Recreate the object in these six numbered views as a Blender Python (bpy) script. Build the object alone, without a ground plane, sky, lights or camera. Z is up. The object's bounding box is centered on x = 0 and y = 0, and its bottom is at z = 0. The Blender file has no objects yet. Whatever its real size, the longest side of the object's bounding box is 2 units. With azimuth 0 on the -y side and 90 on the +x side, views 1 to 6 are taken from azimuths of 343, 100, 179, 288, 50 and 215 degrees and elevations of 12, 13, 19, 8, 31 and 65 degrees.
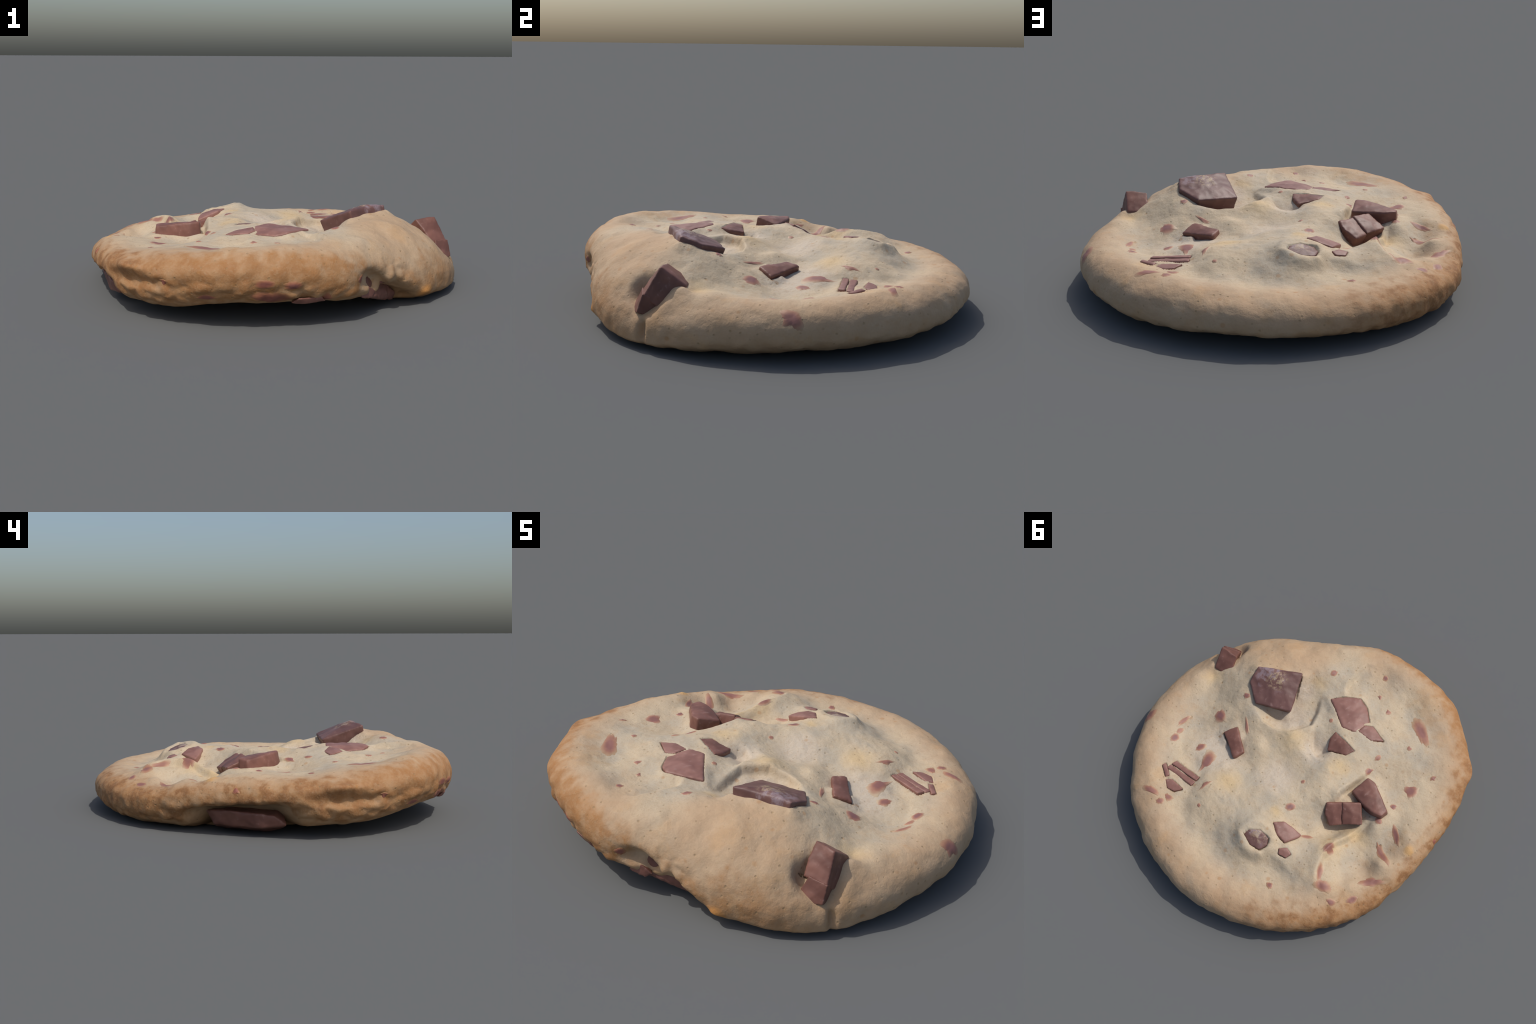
"""Chocolate chunk cookie: a lumpy baked dough disc with chocolate chunks and flecks pressed into it."""
import bpy, bmesh, math, random
import numpy as np
from mathutils import Vector, Matrix, noise
from mathutils.bvhtree import BVHTree

random.seed(7)

# ------------------------------------------------------------------ dough profile
# every 15 degrees round the cookie (0 = +x): equator radius, equator height,
# height of the rim crest, height of the lower edge
RIM = [
    (0.962, 0.102, 0.240, 0.006), (0.969, 0.121, 0.240, 0.014), (0.970, 0.113, 0.243, 0.018), (0.979, 0.108, 0.245, 0.024),
    (0.980, 0.105, 0.240, 0.025), (0.986, 0.110, 0.232, 0.039), (0.994, 0.111, 0.228, 0.040), (0.993, 0.116, 0.224, 0.028),
    (0.996, 0.117, 0.222, 0.011), (0.993, 0.109, 0.232, 0.004), (0.985, 0.109, 0.225, 0.002), (0.962, 0.133, 0.242, 0.002),
    (0.962, 0.168, 0.274, 0.004), (0.998, 0.188, 0.285, 0.025), (1.054, 0.201, 0.294, 0.045), (1.069, 0.222, 0.325, 0.066),
    (1.067, 0.235, 0.351, 0.106), (1.020, 0.221, 0.363, 0.102), (0.979, 0.186, 0.355, 0.090), (0.916, 0.148, 0.352, 0.060),
    (0.906, 0.106, 0.338, 0.012), (0.942, 0.068, 0.322, 0.003), (0.963, 0.043, 0.288, 0.002), (0.965, 0.060, 0.250, 0.002),
]
W_TOP, W_LOW, SQUARE = 0.19, 0.23, 2.35


def rim_at(theta):
    """Catmull-Rom interpolation of the rim table; theta is an array in radians -> R, ze, zt, zb."""
    tab = np.array(RIM)
    k = len(tab)
    x = (np.asarray(theta) / (2 * np.pi) * k) % k
    i = np.floor(x).astype(int)
    f = (x - i)[..., None]
    w = [-.5 * f + f * f - .5 * f ** 3, 1 - 2.5 * f * f + 1.5 * f ** 3,
         .5 * f + 2 * f * f - 1.5 * f ** 3, -.5 * f * f + .5 * f ** 3]
    out = sum(w[j] * tab[(i - 1 + j) % k] for j in range(4))
    return [out[..., c] for c in range(4)]


# swells and hollows of the dough's top skin: x, y, height
SWELLS = [
    # the tall lobe that carries the largest chunk
    (.461, -.151, .335), (.119, -.59, .369), (.495, -.224, .362), (.30, -.50, .384), (.45, -.42, .382), (.53, -.33, .375),
    (.42, -.57, .366), (.57, -.46, .338), (.48, -.50, .362), (.64, -.26, .318), (.63, -.16, .285), (.85, -.25, .238), (.19, -.76, .356), (.70, -.31, .285), (.30, -.68, .350),
    # pit in front of it
    (.255, -.185, .275), (.17, -.215, .272), (.106, -.415, .308), (.11, -.31, .286),
    (.335, -.10, .315), (.25, -.105, .314), (.15, -.115, .322), (.045, -.215, .326),
    # ridge and flat middle
    (.06, -.09, .342), (.182, -.002, .298), (.20, .06, .298), (-.19, -.07, .336), (-.22, -.12, .338), (-.141, .081, .309), (-.06, -.155, .290), (-.049, -.329, .345), (-.15, -.31, .355),
    (.05, .06, .276), (.03, -.53, .332), (-.05, .12, .288), (.11, .27, .282), (-.02, .25, .314), (-.177, .259, .313), (.0, .40, .310),
    (.21, .19, .252), (.22, .37, .284), (.50, .36, .212), (.48, .44, .220), (.405, .44, .226), (.317, .427, .277), (.13, .50, .290), (.265, .555, .262), (.27, .26, .262),
    # knob at the back and the hollow behind it
    (-.133, .527, .306), (-.061, .54, .312), (-.08, .64, .258), (-.349, .685, .210), (-.33, .60, .212), (-.10, .73, .212), (.10, .70, .210), (.13, .62, .240),
    (.327, .634, .222), (-.32, .50, .262), (-.25, .38, .282), (-.32, .31, .232),
    # low trough on the right
    (.506, .238, .223), (.36, .106, .232), (.421, .294, .237), (.532, .02, .243), (.46, .084, .208),
    (.707, .16, .212), (.681, .274, .218), (.481, .536, .228), (.55, .47, .225), (.62, -.05, .240), (.71, -.12, .246),
    (.60, .12, .194), (.63, .21, .192), (.788, -.11, .252), (.796, -.227, .272),
    # the back left bowl and its sharp wall
    (-.762, .462, .205), (-.68, .548, .222), (-.505, .35, .287), (-.529, .461, .276), (-.602, .515, .250),
    (-.762, .147, .214), (-.757, .013, .248), (-.62, .30, .194), (-.68, .20, .180), (-.73, .26, .180), (-.69, .33, .192), (-.796, .32, .200), (-.66, .40, .206),
    (-.580, .076, .240), (-.63, .05, .272), (-.515, .28, .276), (-.544, .18, .238), (-.50, .20, .226), (-.45, .20, .200), (-.391, .176, .205), (-.50, .10, .205),
    (-.36, .24, .230), (-.354, .025, .332), (-.30, .13, .312), (-.43, .08, .230), (-.33, .0, .325),
    # front left plateau
    (-.406, -.301, .323), (-.524, -.463, .315), (-.187, -.646, .325), (-.29, -.583, .322), (-.10, -.442, .340),
    (-.287, -.398, .336), (-.176, -.22, .326), (-.685, -.261, .280), (-.509, -.602, .308), (-.735, -.402, .287),
    (-.349, -.76, .335), (-.065, -.761, .348), (-.144, -.771, .335), (-.10, -.67, .326), (-.40, -.68, .312),
    (-.60, -.20, .265), (-.43, -.19, .288), (-.48, -.23, .270), (-.868, .054, .266), (-.52, -.30, .278),
]


def tps_fit(points, values, smooth=1e-4):
    n = len(points)
    d = np.linalg.norm(points[:, None] - points[None], axis=-1)
    a = np.zeros((n + 3, n + 3))
    a[:n, :n] = np.where(d > 0, d * d * np.log(d + 1e-12), 0) + smooth * np.eye(n)
    a[:n, n] = 1
    a[:n, n + 1:] = points
    a[n, :n] = 1
    a[n + 1:, :n] = points.T
    return np.linalg.solve(a, np.concatenate([values, np.zeros(3)]))


_th = np.radians(np.arange(0, 360, 15))
_R, _ze, _zt, _zb = rim_at(_th)
_ring = np.stack([(_R - .165) * np.cos(_th), (_R - .165) * np.sin(_th)], -1)
_ring2 = np.stack([(_R - .02) * np.cos(_th), (_R - .02) * np.sin(_th)], -1)
_pts = np.vstack([np.array(SWELLS)[:, :2], _ring, _ring2])
_slope = {285: .040, 300: .055, 315: .065, 330: .040, 345: .030}     # where the front lobe falls off outward
_val = np.concatenate([np.array(SWELLS)[:, 2], _zt, _zt - np.array([_slope.get(a, 0) for a in range(0, 360, 15)])])
_tps = tps_fit(_pts, _val)


def height(x, y):
    """Height of the dough's top skin before the rim rounds it off."""
    p = np.stack([x, y], -1)
    out = np.zeros(x.shape)
    for lo in range(0, len(p), 20000):
        q = p[lo:lo + 20000]
        d2 = ((q[:, None] - _pts[None]) ** 2).sum(-1)
        k = .5 * d2 * np.log(d2 + 1e-12)
        out[lo:lo + 20000] = k @ _tps[:-3] + _tps[-3] + q @ _tps[-2:]
    return out


def smoothstep(a, b, x):
    t = np.clip((x - a) / (b - a), 0, 1)
    return t * t * (3 - 2 * t)


# folds and torn lips in the skin: path, rise on the left of it, rise on its right, reach
FOLDS = [
    ([(.40, -.150), (.328, -.118), (.272, -.093), (.201, -.095), (.113, -.129), (.035, -.232), (.059, -.333), (.095, -.409), (.10, -.46)], -.024, .014, .050),
    ([(-.05, -.80), (-.008, -.764), (.004, -.699), (.011, -.615), (.008, -.57), (-.022, -.523), (-.06, -.49)], -.014, .012, .060),
    ([(-.43, -.22), (-.408, -.163), (-.381, -.058), (-.358, .017), (-.362, .07), (-.33, .15)], -.038, .014, .040),
    ([(-.60, .0), (-.574, .06), (-.55, .173), (-.512, .272), (-.502, .381), (-.523, .471), (-.58, .56)], -.032, .016, .055),
    ([(.02, -.24), (-.012, -.179), (-.050, -.120), (-.11, -.095), (-.15, -.11)], -.018, .012, .035),
    ([(.03, -.25), (.028, -.15), (.012, -.067), (-.061, -.046), (-.12, -.03)], .010, .006, .030),
]


def fold_relief(x, y):
    out = np.zeros(x.shape)
    for path, left, right, reach in FOLDS:
        p = np.array(path)
        seg = np.linalg.norm(np.diff(p, axis=0), axis=1)
        start = np.concatenate([[0], np.cumsum(seg)])
        best = np.full(x.shape, 9.0)
        sign = np.ones(x.shape)
        along = np.zeros(x.shape)
        for i in range(len(p) - 1):
            d = p[i + 1] - p[i]
            px, py = x - p[i, 0], y - p[i, 1]
            t = np.clip((px * d[0] + py * d[1]) / (d @ d), 0, 1)
            dist = np.hypot(px - t * d[0], py - t * d[1])
            m = dist < best
            best = np.where(m, dist, best)
            sign = np.where(m, np.sign(d[0] * py - d[1] * px), sign)
            along = np.where(m, (start[i] + t * seg[i]) / start[-1], along)
        edge = np.clip(best / .018, 0, 1)
        mean, half = (left + right) / 2, (left - right) / 2
        out += np.sin(np.pi * along) ** .7 * (mean + half * sign * edge * (2 - edge)) * np.exp(-(best / reach) ** 2)
    return out


def bed_chunks(co, top_count):
    """Let the dough creep up the sides of each chunk, or sink where the chunk presses it down."""
    for name, (corners, depth, shrink) in CHUNKS.items():
        amount, toward = BEDDING[name]
        p = np.array(corners)
        if name == "big":
            p = p[:-1]
        cen = p.mean(0)
        x, y, z = co[:top_count].T
        near = np.hypot(x - cen[0], y - cen[1]) < .30
        idx = np.nonzero(near)[0]
        x, y, z = x[idx], y[idx], z[idx]
        inside = np.zeros(x.shape, bool)
        best = np.full(x.shape, 9.0)
        lip = np.zeros(x.shape)
        for a, b in zip(p, np.roll(p, -1, 0)):
            d = (b - a)[:2]
            t = np.clip(((x - a[0]) * d[0] + (y - a[1]) * d[1]) / (d @ d), 0, 1)
            dist = np.hypot(x - a[0] - t * d[0], y - a[1] - t * d[1])
            m = dist < best
            best = np.where(m, dist, best)
            lip = np.where(m, a[2] + t * (b - a)[2], lip)
            cross = ((a[1] > y) != (b[1] > y)) & (x < (b[0] - a[0]) * (y - a[1]) / (b[1] - a[1] + 1e-12) + a[0])
            inside ^= cross
        w = np.full(x.shape, amount)
        if toward is not None:
            ox, oy = x - cen[0], y - cen[1]
            w = w * smoothstep(-.2, .5, (ox * toward[0] + oy * toward[1]) / (np.hypot(ox, oy) * math.hypot(*toward) + 1e-9))
        gain = w * np.maximum(lip - .003 - z, 0) * np.exp(-(best / .038) ** 2)
        low = np.minimum(z, lip - .02)
        co[idx, 2] = np.where(inside, low, z + gain)


# how far the dough climbs each chunk, and on which side (None = all round)
BEDDING = {"big": (.45, (.5, -1)), "slab": (0, None), "slab_foot": (0, None), "stick": (.6, (.6, -.6)), "plate": (.95, None), "shard": (1.0, None), "wedge": (.9, (-1, -.6)),
           "block": (.25, (-.4, -1)), "twin": (.15, (.7, -.7)), "twin2": (.15, (.7, -.7)), "pyramid": (.8, (.6, .8)), "chip": (.8, None),
           "oval": (1.0, None), "strip": (.6, None), "strip2": (.6, None), "splinter": (.8, None), "sliver": (.8, None)}

# local pushes of the skin: centre, radii, shift
PUSHES = [
    ((.165, -.885, .190), (.055, .09, .040), (-.01, .070, .0)),      # torn notch: pit at its top
    ((.235, -.850, .150), (.060, .09, .050), (-.02, .085, .0)),
    ((.310, -.810, .100), (.055, .10, .050), (-.02, .115, .0)),
    ((.375, -.780, .050), (.055, .10, .055), (-.02, .125, .015)),    # ... running down to the underside
    ((.440, -.765, .030), (.045, .09, .045), (.0, .075, .010)),
    ((.545, -.745, .035), (.040, .06, .040), (.0, -.035, .012)),     # orange nub
    ((-.890, -.585, .250), (.10, .10, .022), (-.022, -.016, .010)),  # torn flap
    ((-.830, -.600, .190), (.20, .16, .030), (.022, .014, .0)),      # crease under the flap
    ((.872, -.398, .085), (.035, .018, .060), (-.035, .012, .0)),    # crack in the front edge
    ((.735, -.440, .240), (.050, .040, .070), (-.025, .010, -.035)), # darkest part of the hollow beside the standing slab
    ((-.115, -.150, .300), (.035, .035, .10), (.0, .0, -.022)),      # shadowed dimple
    ((.27, -.185, .285), (.08, .040, .10), (.0, .0, -.032)),          # undercut of the large chunk
    ((-.868, .054, .268), (.03, .03, .05), (.0, .0, .012)),          # sugar bead
]


def build_dough_mesh():
    nt = 560
    th = np.linspace(0, 2 * np.pi, nt, endpoint=False)
    R, ze, zt, zb = rim_at(th)
    zb = np.maximum(zb, .002)
    # scalloped little irregularities of the edge
    R = R + np.array([.0035 * noise.noise(Vector((math.cos(t) * 9, math.sin(t) * 9, 3.1))) +
                      .0025 * noise.noise(Vector((math.cos(t) * 22, math.sin(t) * 22, 1.1))) for t in th])
    c, s = np.cos(th), np.sin(th)
    rings = []
    for f in np.linspace(0, 1, 190)[1:]:
        r = f * (R - W_TOP)
        rings.append((r * c, r * s, height(r * c, r * s) + fold_relief(r * c, r * s)))
    for a in np.linspace(math.pi / 2, -math.pi / 2, 84)[1:]:
        ca, sa = max(math.cos(a), 0) ** (2 / SQUARE), math.sin(a)
        sa = math.copysign(abs(sa) ** (2 / SQUARE), sa)
        if a >= 0:
            r = R - W_TOP * (1 - ca)
            z = ze + (height(r * c, r * s) + fold_relief(r * c, r * s) - ze) * sa
        else:
            # recess that holds the chunk under the left edge
            deg = np.degrees(th)
            hole = smoothstep(166, 176, deg) * (1 - smoothstep(196, 207, deg)) * smoothstep(0.0, -.45, a)
            fuller = .06 * smoothstep(205, 225, deg) * (1 - smoothstep(250, 265, deg))
            r = R - (W_LOW - fuller) * (1 - ca) - .115 * hole
            z = ze + (ze - zb) * sa
            z = z + hole * .035
        rings.append((r * c, r * s, z))
    for f in np.linspace(1, 0, 40)[1:-1]:
        deg = np.degrees(th)
        r = f * (R - W_LOW + .06 * smoothstep(205, 225, deg) * (1 - smoothstep(250, 265, deg)))
        rings.append((r * c, r * s, zb * f ** .5 + .004 * (1 - f)))
    v = np.stack([np.stack(q, -1) for q in rings])          # ring, theta, xyz
    nr = len(rings)
    co = v.reshape(-1, 3)
    h0 = float(height(np.zeros(1), np.zeros(1))[0])
    co = np.vstack([co, [[0, 0, h0], [0, 0, .004]]])
    bed_chunks(co, 200 * nt)
    # the raised ring of dough round the button-like chunk
    d = np.hypot(co[:, 0] + .132, (co[:, 1] - .527) * 1.15)
    co[:, 2] += np.where(np.arange(len(co)) < 200 * nt, .012 * np.exp(-((d - .100) / .030) ** 2), 0)
    # socket of the standing slab
    d = (((co - np.array((.785, -.395, .225))) / np.array((.105, .085, .105))) ** 2).sum(1)
    co = co + np.exp(-d ** 2)[:, None] * np.array((-.032, .014, -.016))
    for cen, rad, mv in PUSHES:
        d = (((co - np.array(cen)) / np.array(rad)) ** 2).sum(1)
        co = co + np.exp(-d * 1.2)[:, None] * np.array(mv)
    faces = []
    for i in range(nr - 1):
        for j in range(nt):
            k = (j + 1) % nt
            faces.append((i * nt + j, (i + 1) * nt + j, (i + 1) * nt + k, i * nt + k))
    top, bot = len(co) - 2, len(co) - 1
    for j in range(nt):
        k = (j + 1) % nt
        faces.append((top, j, k))
        faces.append((bot, (nr - 1) * nt + k, (nr - 1) * nt + j))
    me = bpy.data.meshes.new("dough")
    me.from_pydata(co.tolist(), [], faces)
    me.update()
    # baked surface relief along the normals: soft on top, craggy round the left and front edge
    n = np.zeros(len(co) * 3)
    me.vertices.foreach_get("normal", n)
    n = n.reshape(-1, 3)
    rr = np.hypot(co[:, 0], co[:, 1])
    ang = np.arctan2(co[:, 1], co[:, 0])
    Rv, zev, ztv, zbv = rim_at(ang)
    side = smoothstep(.10, .02, Rv - rr) * smoothstep(.05, -.04, co[:, 2] - zev)
    crag = side * (.35 + .65 * smoothstep(-.2, .5, -.85 * np.cos(ang) - .35 * np.sin(ang)))
    tear = np.exp(-(((co - np.array((.27, -.80, .13))) / np.array((.17, .12, .13))) ** 2).sum(1) ** 2)
    crag = np.maximum(crag, 1.3 * tear)
    disp = np.empty(len(co))
    for i, p in enumerate(co):
        q = Vector(p)
        d = .0060 * noise.noise(q * 7) + .0042 * noise.noise(q * 13) + .0022 * noise.noise(q * 27) + .0008 * noise.noise(q * 60)
        if crag[i] > .02:
            cell = noise.voronoi(q * 13)[0]
            d += crag[i] * (.018 * (cell[1] - cell[0]) - .009 + .008 * noise.noise(q * 19))
        disp[i] = d
    co = co + n * disp[:, None]
    co[:, 2] = np.maximum(co[:, 2], 0.0)
    me.vertices.foreach_set("co", co.ravel())
    me.polygons.foreach_set("use_smooth", [True] * len(me.polygons))
    me.update()
    return me


# ------------------------------------------------------------------ materials
class Nodes:
    """Tiny helper that keeps the node set-ups short."""

    def __init__(self, name):
        self.mat = bpy.data.materials.new(name)
        self.mat.use_nodes = True
        self.t = self.mat.node_tree
        self.bsdf = self.t.nodes["Principled BSDF"]

    def new(self, kind, **kw):
        n = self.t.nodes.new(kind)
        for k, v in kw.items():
            setattr(n, k, v)
        return n

    def link(self, a, b):
        self.t.links.new(a, b)

    def put(self, sock, val):
        if isinstance(val, bpy.types.NodeSocket):
            self.link(val, sock)
        else:
            sock.default_value = val

    def math(self, op, a, b=0.0, clamp=False):
        n = self.new("ShaderNodeMath", operation=op, use_clamp=clamp)
        self.put(n.inputs[0], a)
        self.put(n.inputs[1], b)
        return n.outputs[0]

    def vmath(self, op, a, b=(0, 0, 0)):
        n = self.new("ShaderNodeVectorMath", operation=op)
        self.put(n.inputs[0], a)
        self.put(n.inputs[1], b)
        return n.outputs["Value"] if op in ("LENGTH", "DOT_PRODUCT", "DISTANCE") else n.outputs[0]

    def step(self, x, lo, hi):
        n = self.new("ShaderNodeMapRange", interpolation_type='SMOOTHSTEP')
        n.inputs[1].default_value = lo
        n.inputs[2].default_value = hi
        self.put(n.inputs[0], x)
        return n.outputs[0]

    def noise(self, vec, scale, detail=3.0, rough=.55):
        n = self.new("ShaderNodeTexNoise")
        self.link(vec, n.inputs["Vector"])
        n.inputs["Scale"].default_value = scale
        n.inputs["Detail"].default_value = detail
        n.inputs["Roughness"].default_value = rough
        return n.outputs["Fac"]

    def mix(self, fac, a, b):
        n = self.new("ShaderNodeMix", data_type='RGBA')
        self.put(n.inputs[0], fac)
        for s, val in ((n.inputs[6], a), (n.inputs[7], b)):
            if isinstance(val, tuple):
                val = (*val, 1.0)
            self.put(s, val)
        return n.outputs[2]

    def object_coords(self):
        return self.new("ShaderNodeTexCoord").outputs["Object"]

    def bump(self, height_socket, strength, distance):
        n = self.new("ShaderNodeBump")
        n.inputs["Strength"].default_value = strength
        n.inputs["Distance"].default_value = distance
        self.link(height_socket, n.inputs["Height"])
        self.link(n.outputs[0], self.bsdf.inputs["Normal"])


CREAM, GREYISH, TAN, TOAST, DARK_TOAST = (.550, .440, .300), (.480, .410, .308), (.480, .325, .195), (.36, .170, .058), (.21, .095, .04)
BUTTER = (.63, .44, .21)

# dough folds that baked to a butter yellow: x, y, radius
BUTTER_FOLDS = [(.07, -.10, .10), (-.26, -.12, .08), (-.56, .15, .10), (-.50, .30, .09), (.75, -.19, .08), (.22, .33, .10),
                (-.13, .33, .05), (.16, -.50, .06)]
# greyer, paler patches in the dips of the skin: x, y, radius
PALE_WELLS = [(.17, -.22, .12), (-.08, -.13, .10), (.0, .15, .12), (.20, -.40, .06), (.40, .20, .16)]


def dough_material():
    k = Nodes("baked_dough")
    o = k.object_coords()
    flat = k.vmath("MULTIPLY", o, (1, 1, 0))
    r = k.vmath("LENGTH", flat)
    dirv = k.vmath("NORMALIZE", flat)
    # the cookie is widest at the front left; measure the rim from its own edge there
    bulge = k.math("POWER", k.math("MAXIMUM", k.vmath("DOT_PRODUCT", dirv, (-.68, -.73, 0)), 0.0), 4.0)
    r = k.math("SUBTRACT", r, k.math("MULTIPLY", bulge, .085))
    n_big = k.noise(o, 5.0, 4)
    n_mid = k.noise(o, 16.0, 4)
    n_fine = k.noise(o, 55.0, 5, .65)
    # top skin
    col = k.mix(k.step(n_big, .40, .66), CREAM, GREYISH)
    for x, y, rad in PALE_WELLS:
        d = k.vmath("DISTANCE", flat, (x, y, 0))
        col = k.mix(k.math("MULTIPLY", k.step(d, rad * 1.4, rad * .3), .55), col, (.56, .49, .41))
    for x, y, rad in BUTTER_FOLDS:
        d = k.vmath("DISTANCE", flat, (x, y, 0))
        d = k.math("ADD", d, k.math("MULTIPLY", k.math("SUBTRACT", n_mid, .5), .12))
        col = k.mix(k.math("MULTIPLY", k.step(d, rad * 1.2, 0), .55), col, BUTTER)
    # tan rim, and the smooth tan front lobe
    wob = k.math("MULTIPLY", k.math("SUBTRACT", n_big, .5), .22)
    rim = k.step(k.math("ADD", r, wob), .68, .92)
    lobe = k.step(k.vmath("DISTANCE", flat, (.50, -.66, 0)), .46, .20)
    front = k.step(k.vmath("DISTANCE", flat, (-.1, -1.0, 0)), .38, .12)
    rim = k.math("MAXIMUM", rim, k.math("MULTIPLY", k.math("MAXIMUM", lobe, front), .95))
    col = k.mix(k.math("MULTIPLY", rim, k.math("ADD", .45, k.math("MULTIPLY", k.noise(o, 9.0, 5, .6), .95)), True), col, TAN)
    gold = k.math("MULTIPLY", k.step(k.noise(o, 7.0, 5, .65), .52, .68), k.step(r, .45, .85))
    col = k.mix(k.math("MULTIPLY", gold, .40), col, (.50, .300, .140))
    # toasted outer edge, strongest on the left and front
    face = k.step(k.vmath("DOT_PRODUCT", dirv, (-.55, -.83, 0)), -.45, .55)
    left = k.step(k.vmath("DOT_PRODUCT", dirv, (-.95, .3, 0)), .3, .9)
    edge = k.step(k.math("ADD", r, k.math("MULTIPLY", k.math("SUBTRACT", n_mid, .5), .18)), .845, .96)
    low = k.step(k.vmath("DOT_PRODUCT", o, (0, 0, 1)), .20, .03)
    toast = k.math("MULTIPLY", edge, k.math("MAXIMUM", face, left))
    col = k.mix(k.math("MULTIPLY", toast, k.math("ADD", .40, k.math("MULTIPLY", n_mid, .85), True)), col, TOAST)
    deep = k.math("MULTIPLY", k.step(k.math("ADD", r, k.math("MULTIPLY", k.math("SUBTRACT", n_big, .5), .16)), .90, 1.0), face)
    deep = k.math("MULTIPLY", deep, k.step(n_mid, .38, .60))
    col = k.mix(k.math("MULTIPLY", deep, .45), col, (.27, .115, .040))
    under = k.math("MULTIPLY", low, k.step(r, 1.0, .80))
    col = k.mix(k.math("MULTIPLY", under, .75), col, TOAST)
    burnt = k.math("MULTIPLY", k.math("MULTIPLY", left, edge), k.step(n_mid, .48, .62))
    col = k.mix(k.math("MULTIPLY", burnt, .55), col, DARK_TOAST)
    # fine grain
    col = k.mix(k.math("MULTIPLY", k.step(n_fine, .52, .75), .25), col, (.44, .31, .18))
    n_grain = k.noise(o, 110.0, 3, .6)
    col = k.mix(k.math("MULTIPLY", k.step(n_grain, .45, .70), .22), col, (.40, .27, .15))
    col = k.mix(k.math("MULTIPLY", k.step(k.noise(o, 26.0, 4, .6), .50, .70), .22), col, (.42, .275, .165))
    # orange caramelised nub under the front lobe
    nub = k.step(k.vmath("DISTANCE", o, (.545, -.765, .045)), .075, .035)
    col = k.mix(k.math("MULTIPLY", nub, .9), col, (.55, .25, .07))
    bead = k.step(k.math("ADD", k.vmath("DISTANCE", o, (-.868, .054, .27)), k.math("MULTIPLY", n_fine, .03)), .06, .03)
    col = k.mix(k.math("MULTIPLY", bead, .7), col, (.60, .34, .12))
    # brown baking specks
    v = k.new("ShaderNodeTexVoronoi")
    v.inputs["Scale"].default_value = 13
    k.link(o, v.inputs["Vector"])
    sep = k.new("ShaderNodeSeparateColor")
    k.link(v.outputs["Color"], sep.inputs[0])
    dist = k.math("ADD", v.outputs["Distance"], k.math("MULTIPLY", n_fine, .22))
    speck = k.math("MULTIPLY", k.step(dist, .30, .20), k.step(sep.outputs[0], .45, .75))
    col = k.mix(k.math("MULTIPLY", speck, .42), col, (.40, .195, .065))
    # tiny dark pores
    v2 = k.new("ShaderNodeTexVoronoi")
    v2.inputs["Scale"].default_value = 30
    k.link(o, v2.inputs["Vector"])
    sep2 = k.new("ShaderNodeSeparateColor")
    k.link(v2.outputs["Color"], sep2.inputs[0])
    d2 = k.math("ADD", v2.outputs["Distance"], k.math("MULTIPLY", n_fine, .30))
    pore = k.math("MULTIPLY", k.step(d2, .36, .20), k.step(sep2.outputs[0], .35, .7))
    col = k.mix(k.math("MULTIPLY", pore, .6), col, (.30, .205, .10))
    k.link(col, k.bsdf.inputs["Base Color"])
    k.bsdf.inputs["Roughness"].default_value = .72
    k.bsdf.inputs["Specular IOR Level"].default_value = .3
    h = k.math("ADD", k.math("MULTIPLY", n_fine, .8), k.math("MULTIPLY", n_mid, 1.0))
    h = k.math("SUBTRACT", h, k.math("MULTIPLY", pore, .8))
    k.bump(h, .35, .012)
    return k.mat


def chocolate_material(name, base, light, bloom=0.0):
    k = Nodes(name)
    o = k.object_coords()
    n1 = k.noise(o, 9, 4)
    n2 = k.noise(o, 38, 4)
    col = k.mix(k.step(n1, .35, .68), base, light)
    col = k.mix(k.math("MULTIPLY", k.step(n2, .58, .75), .35), col, (.36, .24, .21))
    if bloom:
        m = k.math("MULTIPLY", k.step(k.noise(o, 16, 6, .7), .50, .64), bloom)
        m = k.math("MULTIPLY", m, k.step(k.vmath("DISTANCE", o, (.04, -.05, .03)), .16, .03))
        col = k.mix(m, col, (.34, .28, .31))
        m = k.math("MULTIPLY", k.step(k.noise(o, 45, 5, .75), .48, .58), bloom)
        m = k.math("MULTIPLY", m, k.step(k.vmath("DISTANCE", o, (-.01, -.03, .04)), .085, .03))
        col = k.mix(m, col, (.50, .38, .22))
    # projecting edges look lighter and redder
    edge_tint = k.step(k.new("ShaderNodeNewGeometry").outputs["Pointiness"], .53, .60)
    col = k.mix(k.math("MULTIPLY", edge_tint, .35), col, (.34, .150, .095))
    k.link(col, k.bsdf.inputs["Base Color"])
    k.bsdf.inputs["Roughness"].default_value = .50
    k.bsdf.inputs["Specular IOR Level"].default_value = .42
    k.bump(k.math("ADD", n2, k.math("MULTIPLY", n1, 1.0)), .18, .006)
    return k.mat


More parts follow.
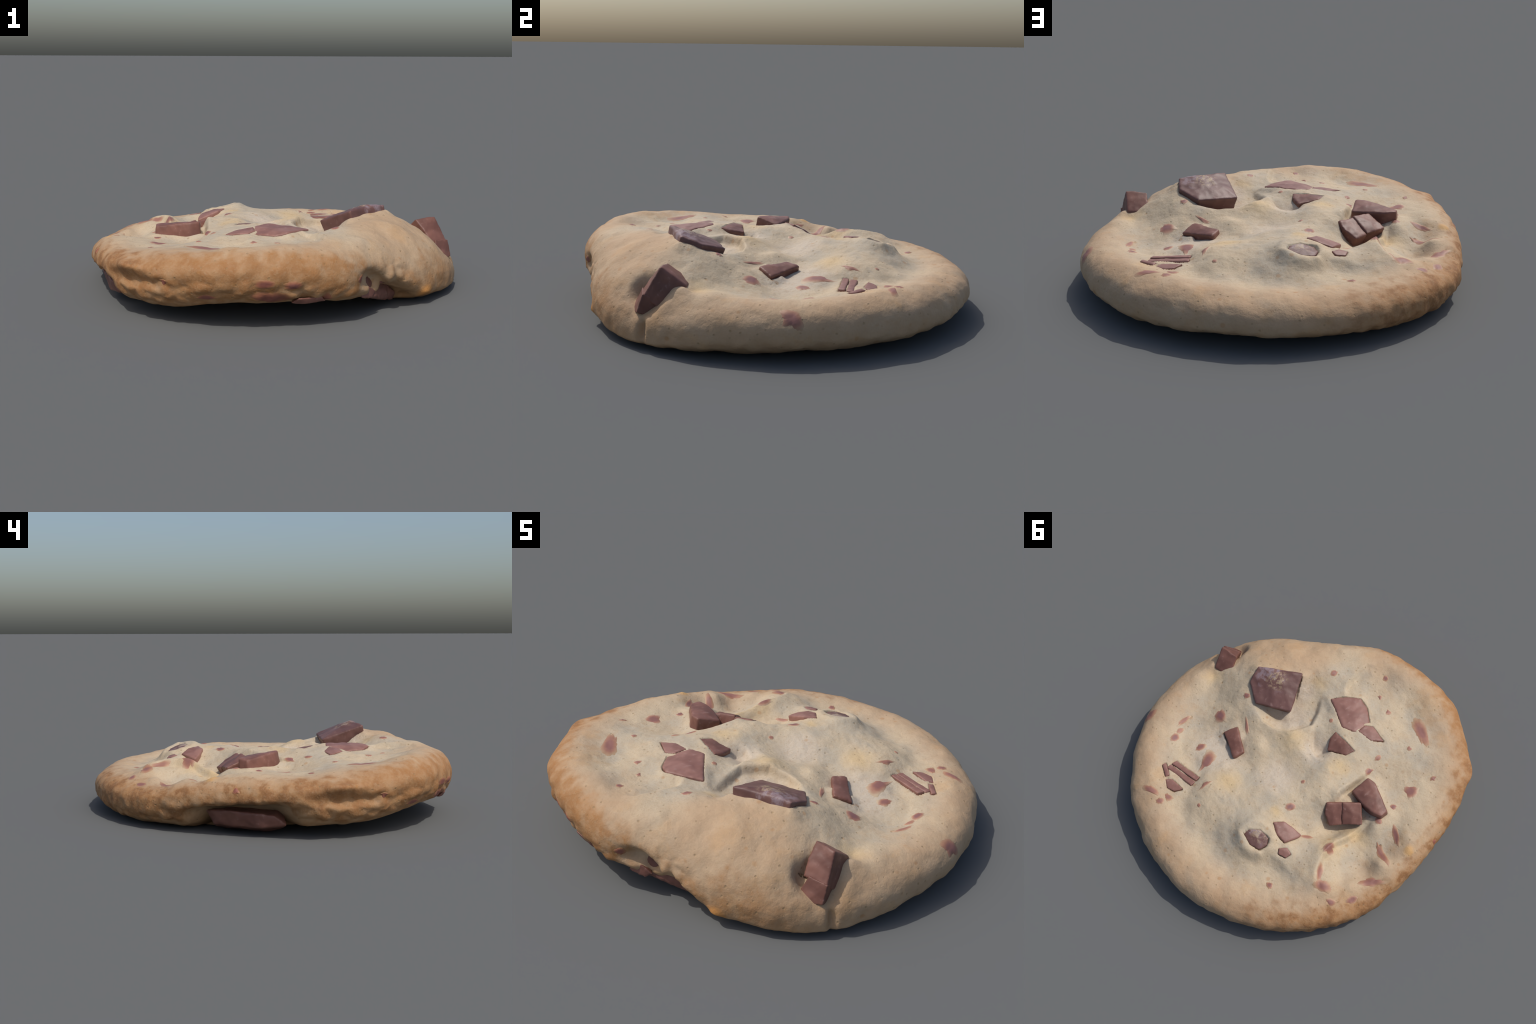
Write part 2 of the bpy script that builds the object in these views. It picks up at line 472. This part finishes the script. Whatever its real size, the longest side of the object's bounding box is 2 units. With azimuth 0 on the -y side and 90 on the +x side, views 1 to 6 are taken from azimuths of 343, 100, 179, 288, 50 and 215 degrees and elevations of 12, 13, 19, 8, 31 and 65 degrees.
def fleck_material(name, core_pair, halo, border):
    """Chocolate just under the skin: purplish core, reddish melted border fading to dough."""
    k = Nodes(name)
    tc = k.new("ShaderNodeTexCoord")
    g = k.vmath("SUBTRACT", tc.outputs["Generated"], (.5, .5, .5))
    g = k.vmath("MULTIPLY", g, (2, 2, 0))
    n = k.noise(tc.outputs["Object"], 30, 3)
    d = k.math("ADD", k.vmath("LENGTH", g), k.math("MULTIPLY", k.math("SUBTRACT", n, .5), .45))
    rnd = k.new("ShaderNodeObjectInfo").outputs["Random"]
    core = k.mix(rnd, *core_pair)
    col = k.mix(k.step(d, .25, .70), core, halo)
    col = k.mix(k.step(d, .52, .98), col, border)
    k.link(col, k.bsdf.inputs["Base Color"])
    k.bsdf.inputs["Roughness"].default_value = .55
    k.bump(n, .25, .006)
    return k.mat


# ------------------------------------------------------------------ chocolate pieces
# standing or half sunk chunks: outline corners of the exposed face, depth into the dough, shrink of the hidden end
CHUNKS = {
    "big": ([(.500, -.325, .428), (.255, -.450, .424), (.178, -.228, .342), (.385, -.142, .352), (.490, -.225, .392), (.36, -.35, .436)], .15, .92),
    "slab": ([(.790, -.335, .354), (.672, -.335, .344), (.698, -.395, .292), (.720, -.436, .232), (.830, -.406, .222), (.815, -.372, .285)], .14, .97),
    "slab_foot": ([(.748, -.430, .246), (.738, -.460, .190), (.772, -.474, .142), (.842, -.428, .158), (.834, -.402, .240)], .13, .97),
    "stick": ([(.455, .086, .250), (.399, .018, .282), (.262, .129, .281), (.296, .195, .268)], .09, .95),
    "plate": ([(.040, -.447, .346), (-.023, -.508, .355), (-.108, -.555, .353), (-.168, -.535, .340), (-.240, -.460, .336), (-.200, -.402, .352),
               (-.218, -.348, .355), (-.130, -.322, .361), (-.037, -.392, .356)], .06, .98),
    "shard": ([(-.218, -.362, .355), (-.228, -.422, .347), (-.270, -.448, .339), (-.376, -.408, .334), (-.310, -.360, .342)], .05, .95),
    "wedge": ([(-.112, -.280, .350), (-.188, -.268, .354), (-.280, -.246, .346), (-.250, -.190, .342), (-.138, -.160, .326), (-.108, -.229, .338)], .08, .95),
    "block": ([(-.435, -.150, .356), (-.487, -.150, .350), (-.645, -.052, .325), (-.632, .000, .330), (-.576, .010, .326), (-.500, .000, .326), (-.405, -.032, .322)], .15, 1.05),
    "twin": ([(-.328, .112, .318), (-.410, .055, .318), (-.472, .150, .256), (-.412, .197, .248), (-.350, .162, .288)], .10, .95),
    "twin2": ([(-.402, .060, .328), (-.495, -.008, .322), (-.566, .085, .270), (-.470, .155, .262)], .10, .95),
    "pyramid": ([(-.155, .396, .325), (-.205, .350, .318), (-.270, .344, .296), (-.331, .346, .270), (-.304, .401, .288), (-.280, .452, .294), (-.215, .440, .312)], .07, .9),
    "chip": ([(-.268, .494, .290), (-.306, .462, .286), (-.345, .478, .280), (-.333, .515, .274), (-.285, .522, .280)], .04, .9),
    "oval": ([(-.060, .552, .318), (-.072, .512, .325), (-.124, .477, .324), (-.196, .480, .306), (-.209, .524, .296), (-.188, .570, .290), (-.126, .580, .300)], .05, .9),
    "strip": ([(.582, .472, .236), (.574, .441, .236), (.384, .443, .240), (.390, .476, .237)], .05, .98),
    "strip2": ([(.572, .435, .240), (.562, .402, .238), (.382, .408, .243), (.384, .437, .243)], .05, .98),
    "splinter": ([(.540, .537, .236), (.510, .512, .239), (.412, .524, .241), (.450, .566, .236), (.495, .572, .234)], .04, .95),
    "sliver": ([(.614, .474, .237), (.603, .451, .239), (.536, .502, .238), (.547, .524, .236)], .04, .95),
}
# pieces that look paler than the other chunks
PALE = ("plate", "shard", "strip", "strip2", "splinter", "sliver", "pyramid", "chip")
# chunks that show in the edge and under it, by their corners
UNDER_CHUNKS = {
    "left_under": [(-.865, .09, .11), (-.922, -.06, .122), (-.905, -.27, .11), (-.870, .04, .045), (-.905, -.20, .045), (-.880, -.32, .062),
                   (-.79, .05, .012), (-.78, -.20, .003), (-.80, -.29, .030), (-.70, .0, .12), (-.70, -.25, .12)],
    "front_under": [(-.225, -.945, .118), (-.060, -.950, .118), (-.085, -.965, .145), (-.200, -.970, .145), (-.10, -.86, .12), (-.19, -.86, .12), (-.14, -.955, .108)],
    "notch_wall": [(.105, -.865, .180), (.205, -.800, .205), (.320, -.735, .130), (.400, -.695, .062), (.395, -.680, .018), (.290, -.745, .050),
                   (.160, -.865, .090), (.090, -.890, .115), (.25, -.60, .12), (.15, -.70, .15)],
    "notch_flake": [(.120, -.895, .135), (.185, -.868, .150), (.235, -.842, .115), (.200, -.862, .085), (.130, -.900, .100), (.18, -.80, .11)],
    "notch_crumb": [(.245, -.800, .170), (.295, -.775, .160), (.315, -.762, .125), (.270, -.795, .130), (.29, -.70, .14)],
}
# melted flecks flush with the skin: x, y, length, width, turn in degrees
FLECKS = [
    (0.531, 0.016, 0.066, 0.046, 127), (0.464, -0.154, 0.028, 0.031, 127), (0.509, 0.236, 0.062, 0.033, 71), (0.424, 0.288, 0.126, 0.049, 104), 
    (0.314, 0.432, 0.075, 0.023, 70), (0.706, 0.160, 0.070, 0.018, 76), (0.680, 0.225, 0.050, 0.021, 77), (0.680, 0.283, 0.046, 0.028, 88),
    (0.555, 0.644, 0.076, 0.021, 5), (0.475, 0.661, 0.038, 0.026, 44), (0.449, 0.612, 0.039, 0.023, 165), (0.265, 0.555, 0.016, 0.015, 28), (-0.176, 0.258, 0.048, 0.031, 43),
    (-0.407, -0.303, 0.043, 0.023, 80), (-0.522, -0.465, 0.021, 0.021, 37), (-0.763, 0.466, 0.057, 0.033, 58), (-0.681, 0.548, 0.047, 0.023, 18), (-0.490, 0.319, 0.070, 0.036, 77),
    (-0.760, 0.152, 0.120, 0.028, 143), (-0.758, 0.013, 0.101, 0.026, 136), (-0.527, 0.464, 0.088, 0.023, 124), (-0.595, 0.517, 0.070, 0.044, 7), (-0.798, 0.318, 0.120, 0.044, 40),
    (-0.685, -0.261, 0.081, 0.057, 84), (-0.510, -0.604, 0.139, 0.046, 143), (-0.143, -0.768, 0.026, 0.026, 33), (-0.187, -0.647, 0.019, 0.018, 36), (-0.291, -0.588, 0.029, 0.023, 52),
    (0.120, -0.592, 0.039, 0.026, 69), (-0.047, -0.327, 0.018, 0.018, 29), (-0.141, 0.085, 0.015, 0.015, 34), (0.353, -0.019, 0.097, 0.013, 132), (-0.412, -0.202, 0.050, 0.028, 73),
    (-0.629, 0.009, 0.033, 0.028, 173), (-0.647, -0.117, 0.032, 0.028, 33), (-0.346, 0.684, 0.028, 0.023, 153), (-0.350, 0.329, 0.057, 0.012, 31), (-0.735, -0.402, 0.027, 0.018, 65),
    (0.906, 0.253, 0.085, 0.070, 60),
]
# flecks on the upright edge: angle round the cookie, height, length, width
EDGE_FLECKS = [(252, .150, .24, .085), (250, .215, .10, .045), (257, .205, .09, .045), (277, .20, .06, .05), (186, .22, .05, .04), (236, .15, .12, .04), (266, .13, .10, .05), (225, .21, .05, .03)]


def link_child(obj, parent):
    bpy.context.scene.collection.objects.link(obj)
    obj.parent = parent
    return obj


def solidify_lump(me, voxel, roughness, seed, rounds=5):
    """Voxel-remesh a hull, round its edges and chip it a little."""
    ob = bpy.data.objects.new("tmp", me)
    bpy.context.scene.collection.objects.link(ob)
    m = ob.modifiers.new("r", 'REMESH')
    m.mode = 'VOXEL'
    m.voxel_size = voxel
    m.use_smooth_shade = True
    s = ob.modifiers.new("s", 'SMOOTH')
    s.factor = .5
    s.iterations = rounds
    dg = bpy.context.evaluated_depsgraph_get()
    out = bpy.data.meshes.new_from_object(ob.evaluated_get(dg))
    bpy.data.objects.remove(ob)
    off = Vector((seed * 3.7, seed * 1.9, seed * .7))
    for v in out.vertices:
        q = v.co + off
        d = roughness * (noise.noise(q * 14) + .5 * noise.noise(q * 34))
        v.co += v.normal * d
    out.polygons.foreach_set("use_smooth", [True] * len(out.polygons))
    out.update()
    return out


def hull_mesh(points):
    bm = bmesh.new()
    for p in points:
        bm.verts.new(p)
    bmesh.ops.convex_hull(bm, input=bm.verts)
    bmesh.ops.recalc_face_normals(bm, faces=bm.faces)
    me = bpy.data.meshes.new("chocolate_chunk")
    bm.to_mesh(me)
    bm.free()
    return me


def chunk_object(corners, depth, shrink, seed):
    pts = [Vector(p) for p in corners]
    cen = sum(pts, Vector()) / len(pts)
    nrm = Vector()
    for i, p in enumerate(pts):
        nrm += (p - cen).cross(pts[(i + 1) % len(pts)] - cen)
    nrm.normalize()
    if nrm.z < 0:
        nrm = -nrm
    allp = [p - cen for p in pts] + [(p - cen) * shrink - nrm * depth for p in pts]
    small = min((max(p[i] for p in pts) - min(p[i] for p in pts)) for i in (0, 1)) < .09
    me = solidify_lump(hull_mesh(allp), .0035 if small else .0055, .0022 if small else .0036, seed, 6 if small else 9)
    ob = bpy.data.objects.new("chocolate_chunk", me)
    ob.location = cen
    return ob


def corner_chunk(corners, seed):
    pts = [Vector(p) for p in corners]
    cen = sum(pts, Vector()) / len(pts)
    me = solidify_lump(hull_mesh([p - cen for p in pts]), .006, .006, seed)
    ob = bpy.data.objects.new("chocolate_chunk", me)
    ob.location = cen
    return ob


def fleck_object(tree, point, normal, length, width, turn, seed):
    """A thin lens of chocolate draped over the dough."""
    nrm = normal.normalized()
    ref = Vector((0, 0, 1)) if abs(nrm.z) < .6 else Vector((1, 0, 0))
    ax = (ref - nrm * ref.dot(nrm)).normalized()
    ax = Matrix.Rotation(math.radians(turn), 3, nrm) @ ax
    ay = nrm.cross(ax)
    basis = Matrix((ax, ay, nrm)).transposed()
    inv = basis.transposed()
    rings, seg = 7, 40
    rng = random.Random(int(seed * 100))
    square = rng.choice((1.1, 1.4, 2.0, 3.5))
    skew = rng.uniform(-.45, .45)
    verts, faces = [], []

    def drape(u, v, lift):
        src = point + ax * u + ay * v + nrm * .06
        hit = tree.ray_cast(src, -nrm, .14)
        p = hit[0] if hit[0] else point + ax * u + ay * v
        return inv @ (p + nrm * lift - point)

    def outline(t):
        w = .30 * noise.noise(Vector((math.cos(t) * 1.4 + seed, math.sin(t) * 1.4, seed * .3))) + \
            .16 * noise.noise(Vector((math.cos(t) * 4 + seed, math.sin(t) * 4, 5.0)))
        c, s = math.cos(t), math.sin(t)
        e = (abs(c) ** square + abs(s) ** square) ** (-1 / square)
        return (1 + w * 1.3) * e

    verts.append(drape(0, 0, .0035))
    for i in range(1, rings + 1):
        f = i / rings
        for j in range(seg):
            t = 2 * math.pi * j / seg
            e = outline(t) * f
            u = .5 * length * e * math.cos(t)
            verts.append(drape(u, .5 * width * e * math.sin(t) * (1 + 1.6 * skew * u / length) + skew * .35 * width * math.cos(2 * t) * e, .0045 * (1 - f ** 3) - .0012))
    for j in range(seg):
        k = (j + 1) % seg
        faces.append((0, 1 + j, 1 + k))
        for i in range(rings - 1):
            a, b = 1 + i * seg, 1 + (i + 1) * seg
            faces.append((a + j, b + j, b + k, a + k))
    me = bpy.data.meshes.new("chocolate_fleck")
    me.from_pydata([tuple(v) for v in verts], [], faces)
    me.polygons.foreach_set("use_smooth", [True] * len(me.polygons))
    me.update()
    ob = bpy.data.objects.new("chocolate_fleck", me)
    ob.matrix_world = Matrix.Translation(point) @ basis.to_4x4()
    return ob


# ------------------------------------------------------------------ assembly
def main():
    cookie = bpy.data.objects.new("cookie", None)
    bpy.context.scene.collection.objects.link(cookie)
    cookie["label"] = "lumpy pale baked cookie studded with milk chocolate chunks"
    cookie["category"] = "cookie"

    me = build_dough_mesh()
    me.materials.append(dough_material())
    dough = link_child(bpy.data.objects.new("dough", me), cookie)

    plain = chocolate_material("milk_chocolate", (.142, .059, .043), (.228, .101, .074))
    pale = chocolate_material("pale_chocolate", (.215, .098, .076), (.300, .150, .118))
    bloomed = chocolate_material("bloomed_chocolate", (.125, .058, .049), (.180, .088, .074), .6)

    tree = BVHTree.FromPolygons([v.co.copy() for v in me.vertices], [tuple(p.vertices) for p in me.polygons])
    for i, (name, (corners, depth, shrink)) in enumerate(CHUNKS.items()):
        ob = link_child(chunk_object(corners, depth, shrink, i + 1), cookie)
        ob.data.materials.append(bloomed if name in ("big", "oval") else pale if name in PALE else plain)
    for i, corners in enumerate(UNDER_CHUNKS.values()):
        ob = link_child(corner_chunk(corners, i + 31), cookie)
        ob.data.materials.append(plain)

    melted = fleck_material("melted_chocolate", ((.285, .125, .095), (.225, .100, .092)), (.38, .175, .110), (.51, .385, .255))
    trace = fleck_material("melted_trace", ((.36, .170, .115), (.31, .140, .105)), (.43, .230, .140), (.51, .385, .255))
    rim_melt = fleck_material("rim_melt", ((.285, .125, .095), (.250, .108, .090)), (.37, .175, .105), (.43, .285, .165))
    edge_melt = fleck_material("edge_melt", ((.26, .085, .055), (.20, .075, .06)), (.33, .125, .065), (.37, .195, .085))
    for i, (x, y, ln, wd, turn) in enumerate(FLECKS):
        hit = tree.ray_cast(Vector((x, y, 1)), Vector((0, 0, -1)))
        ob = link_child(fleck_object(tree, hit[0], hit[1], ln * 1.38 + .008, wd * 1.45 + .008, turn, i * 1.37), cookie)
        ob.data.materials.append(rim_melt if math.hypot(x, y) > .74 else melted if wd > .0255 else trace)
    for i, (deg, z, ln, wd) in enumerate(EDGE_FLECKS):
        d = Vector((math.cos(math.radians(deg)), math.sin(math.radians(deg)), 0))
        hit = tree.ray_cast(d * 1.5 + Vector((0, 0, z)), -d)
        ob = link_child(fleck_object(tree, hit[0], hit[1], ln, wd, 90, 70 + i * 2.1), cookie)
        ob.data.materials.append(edge_melt)


main()
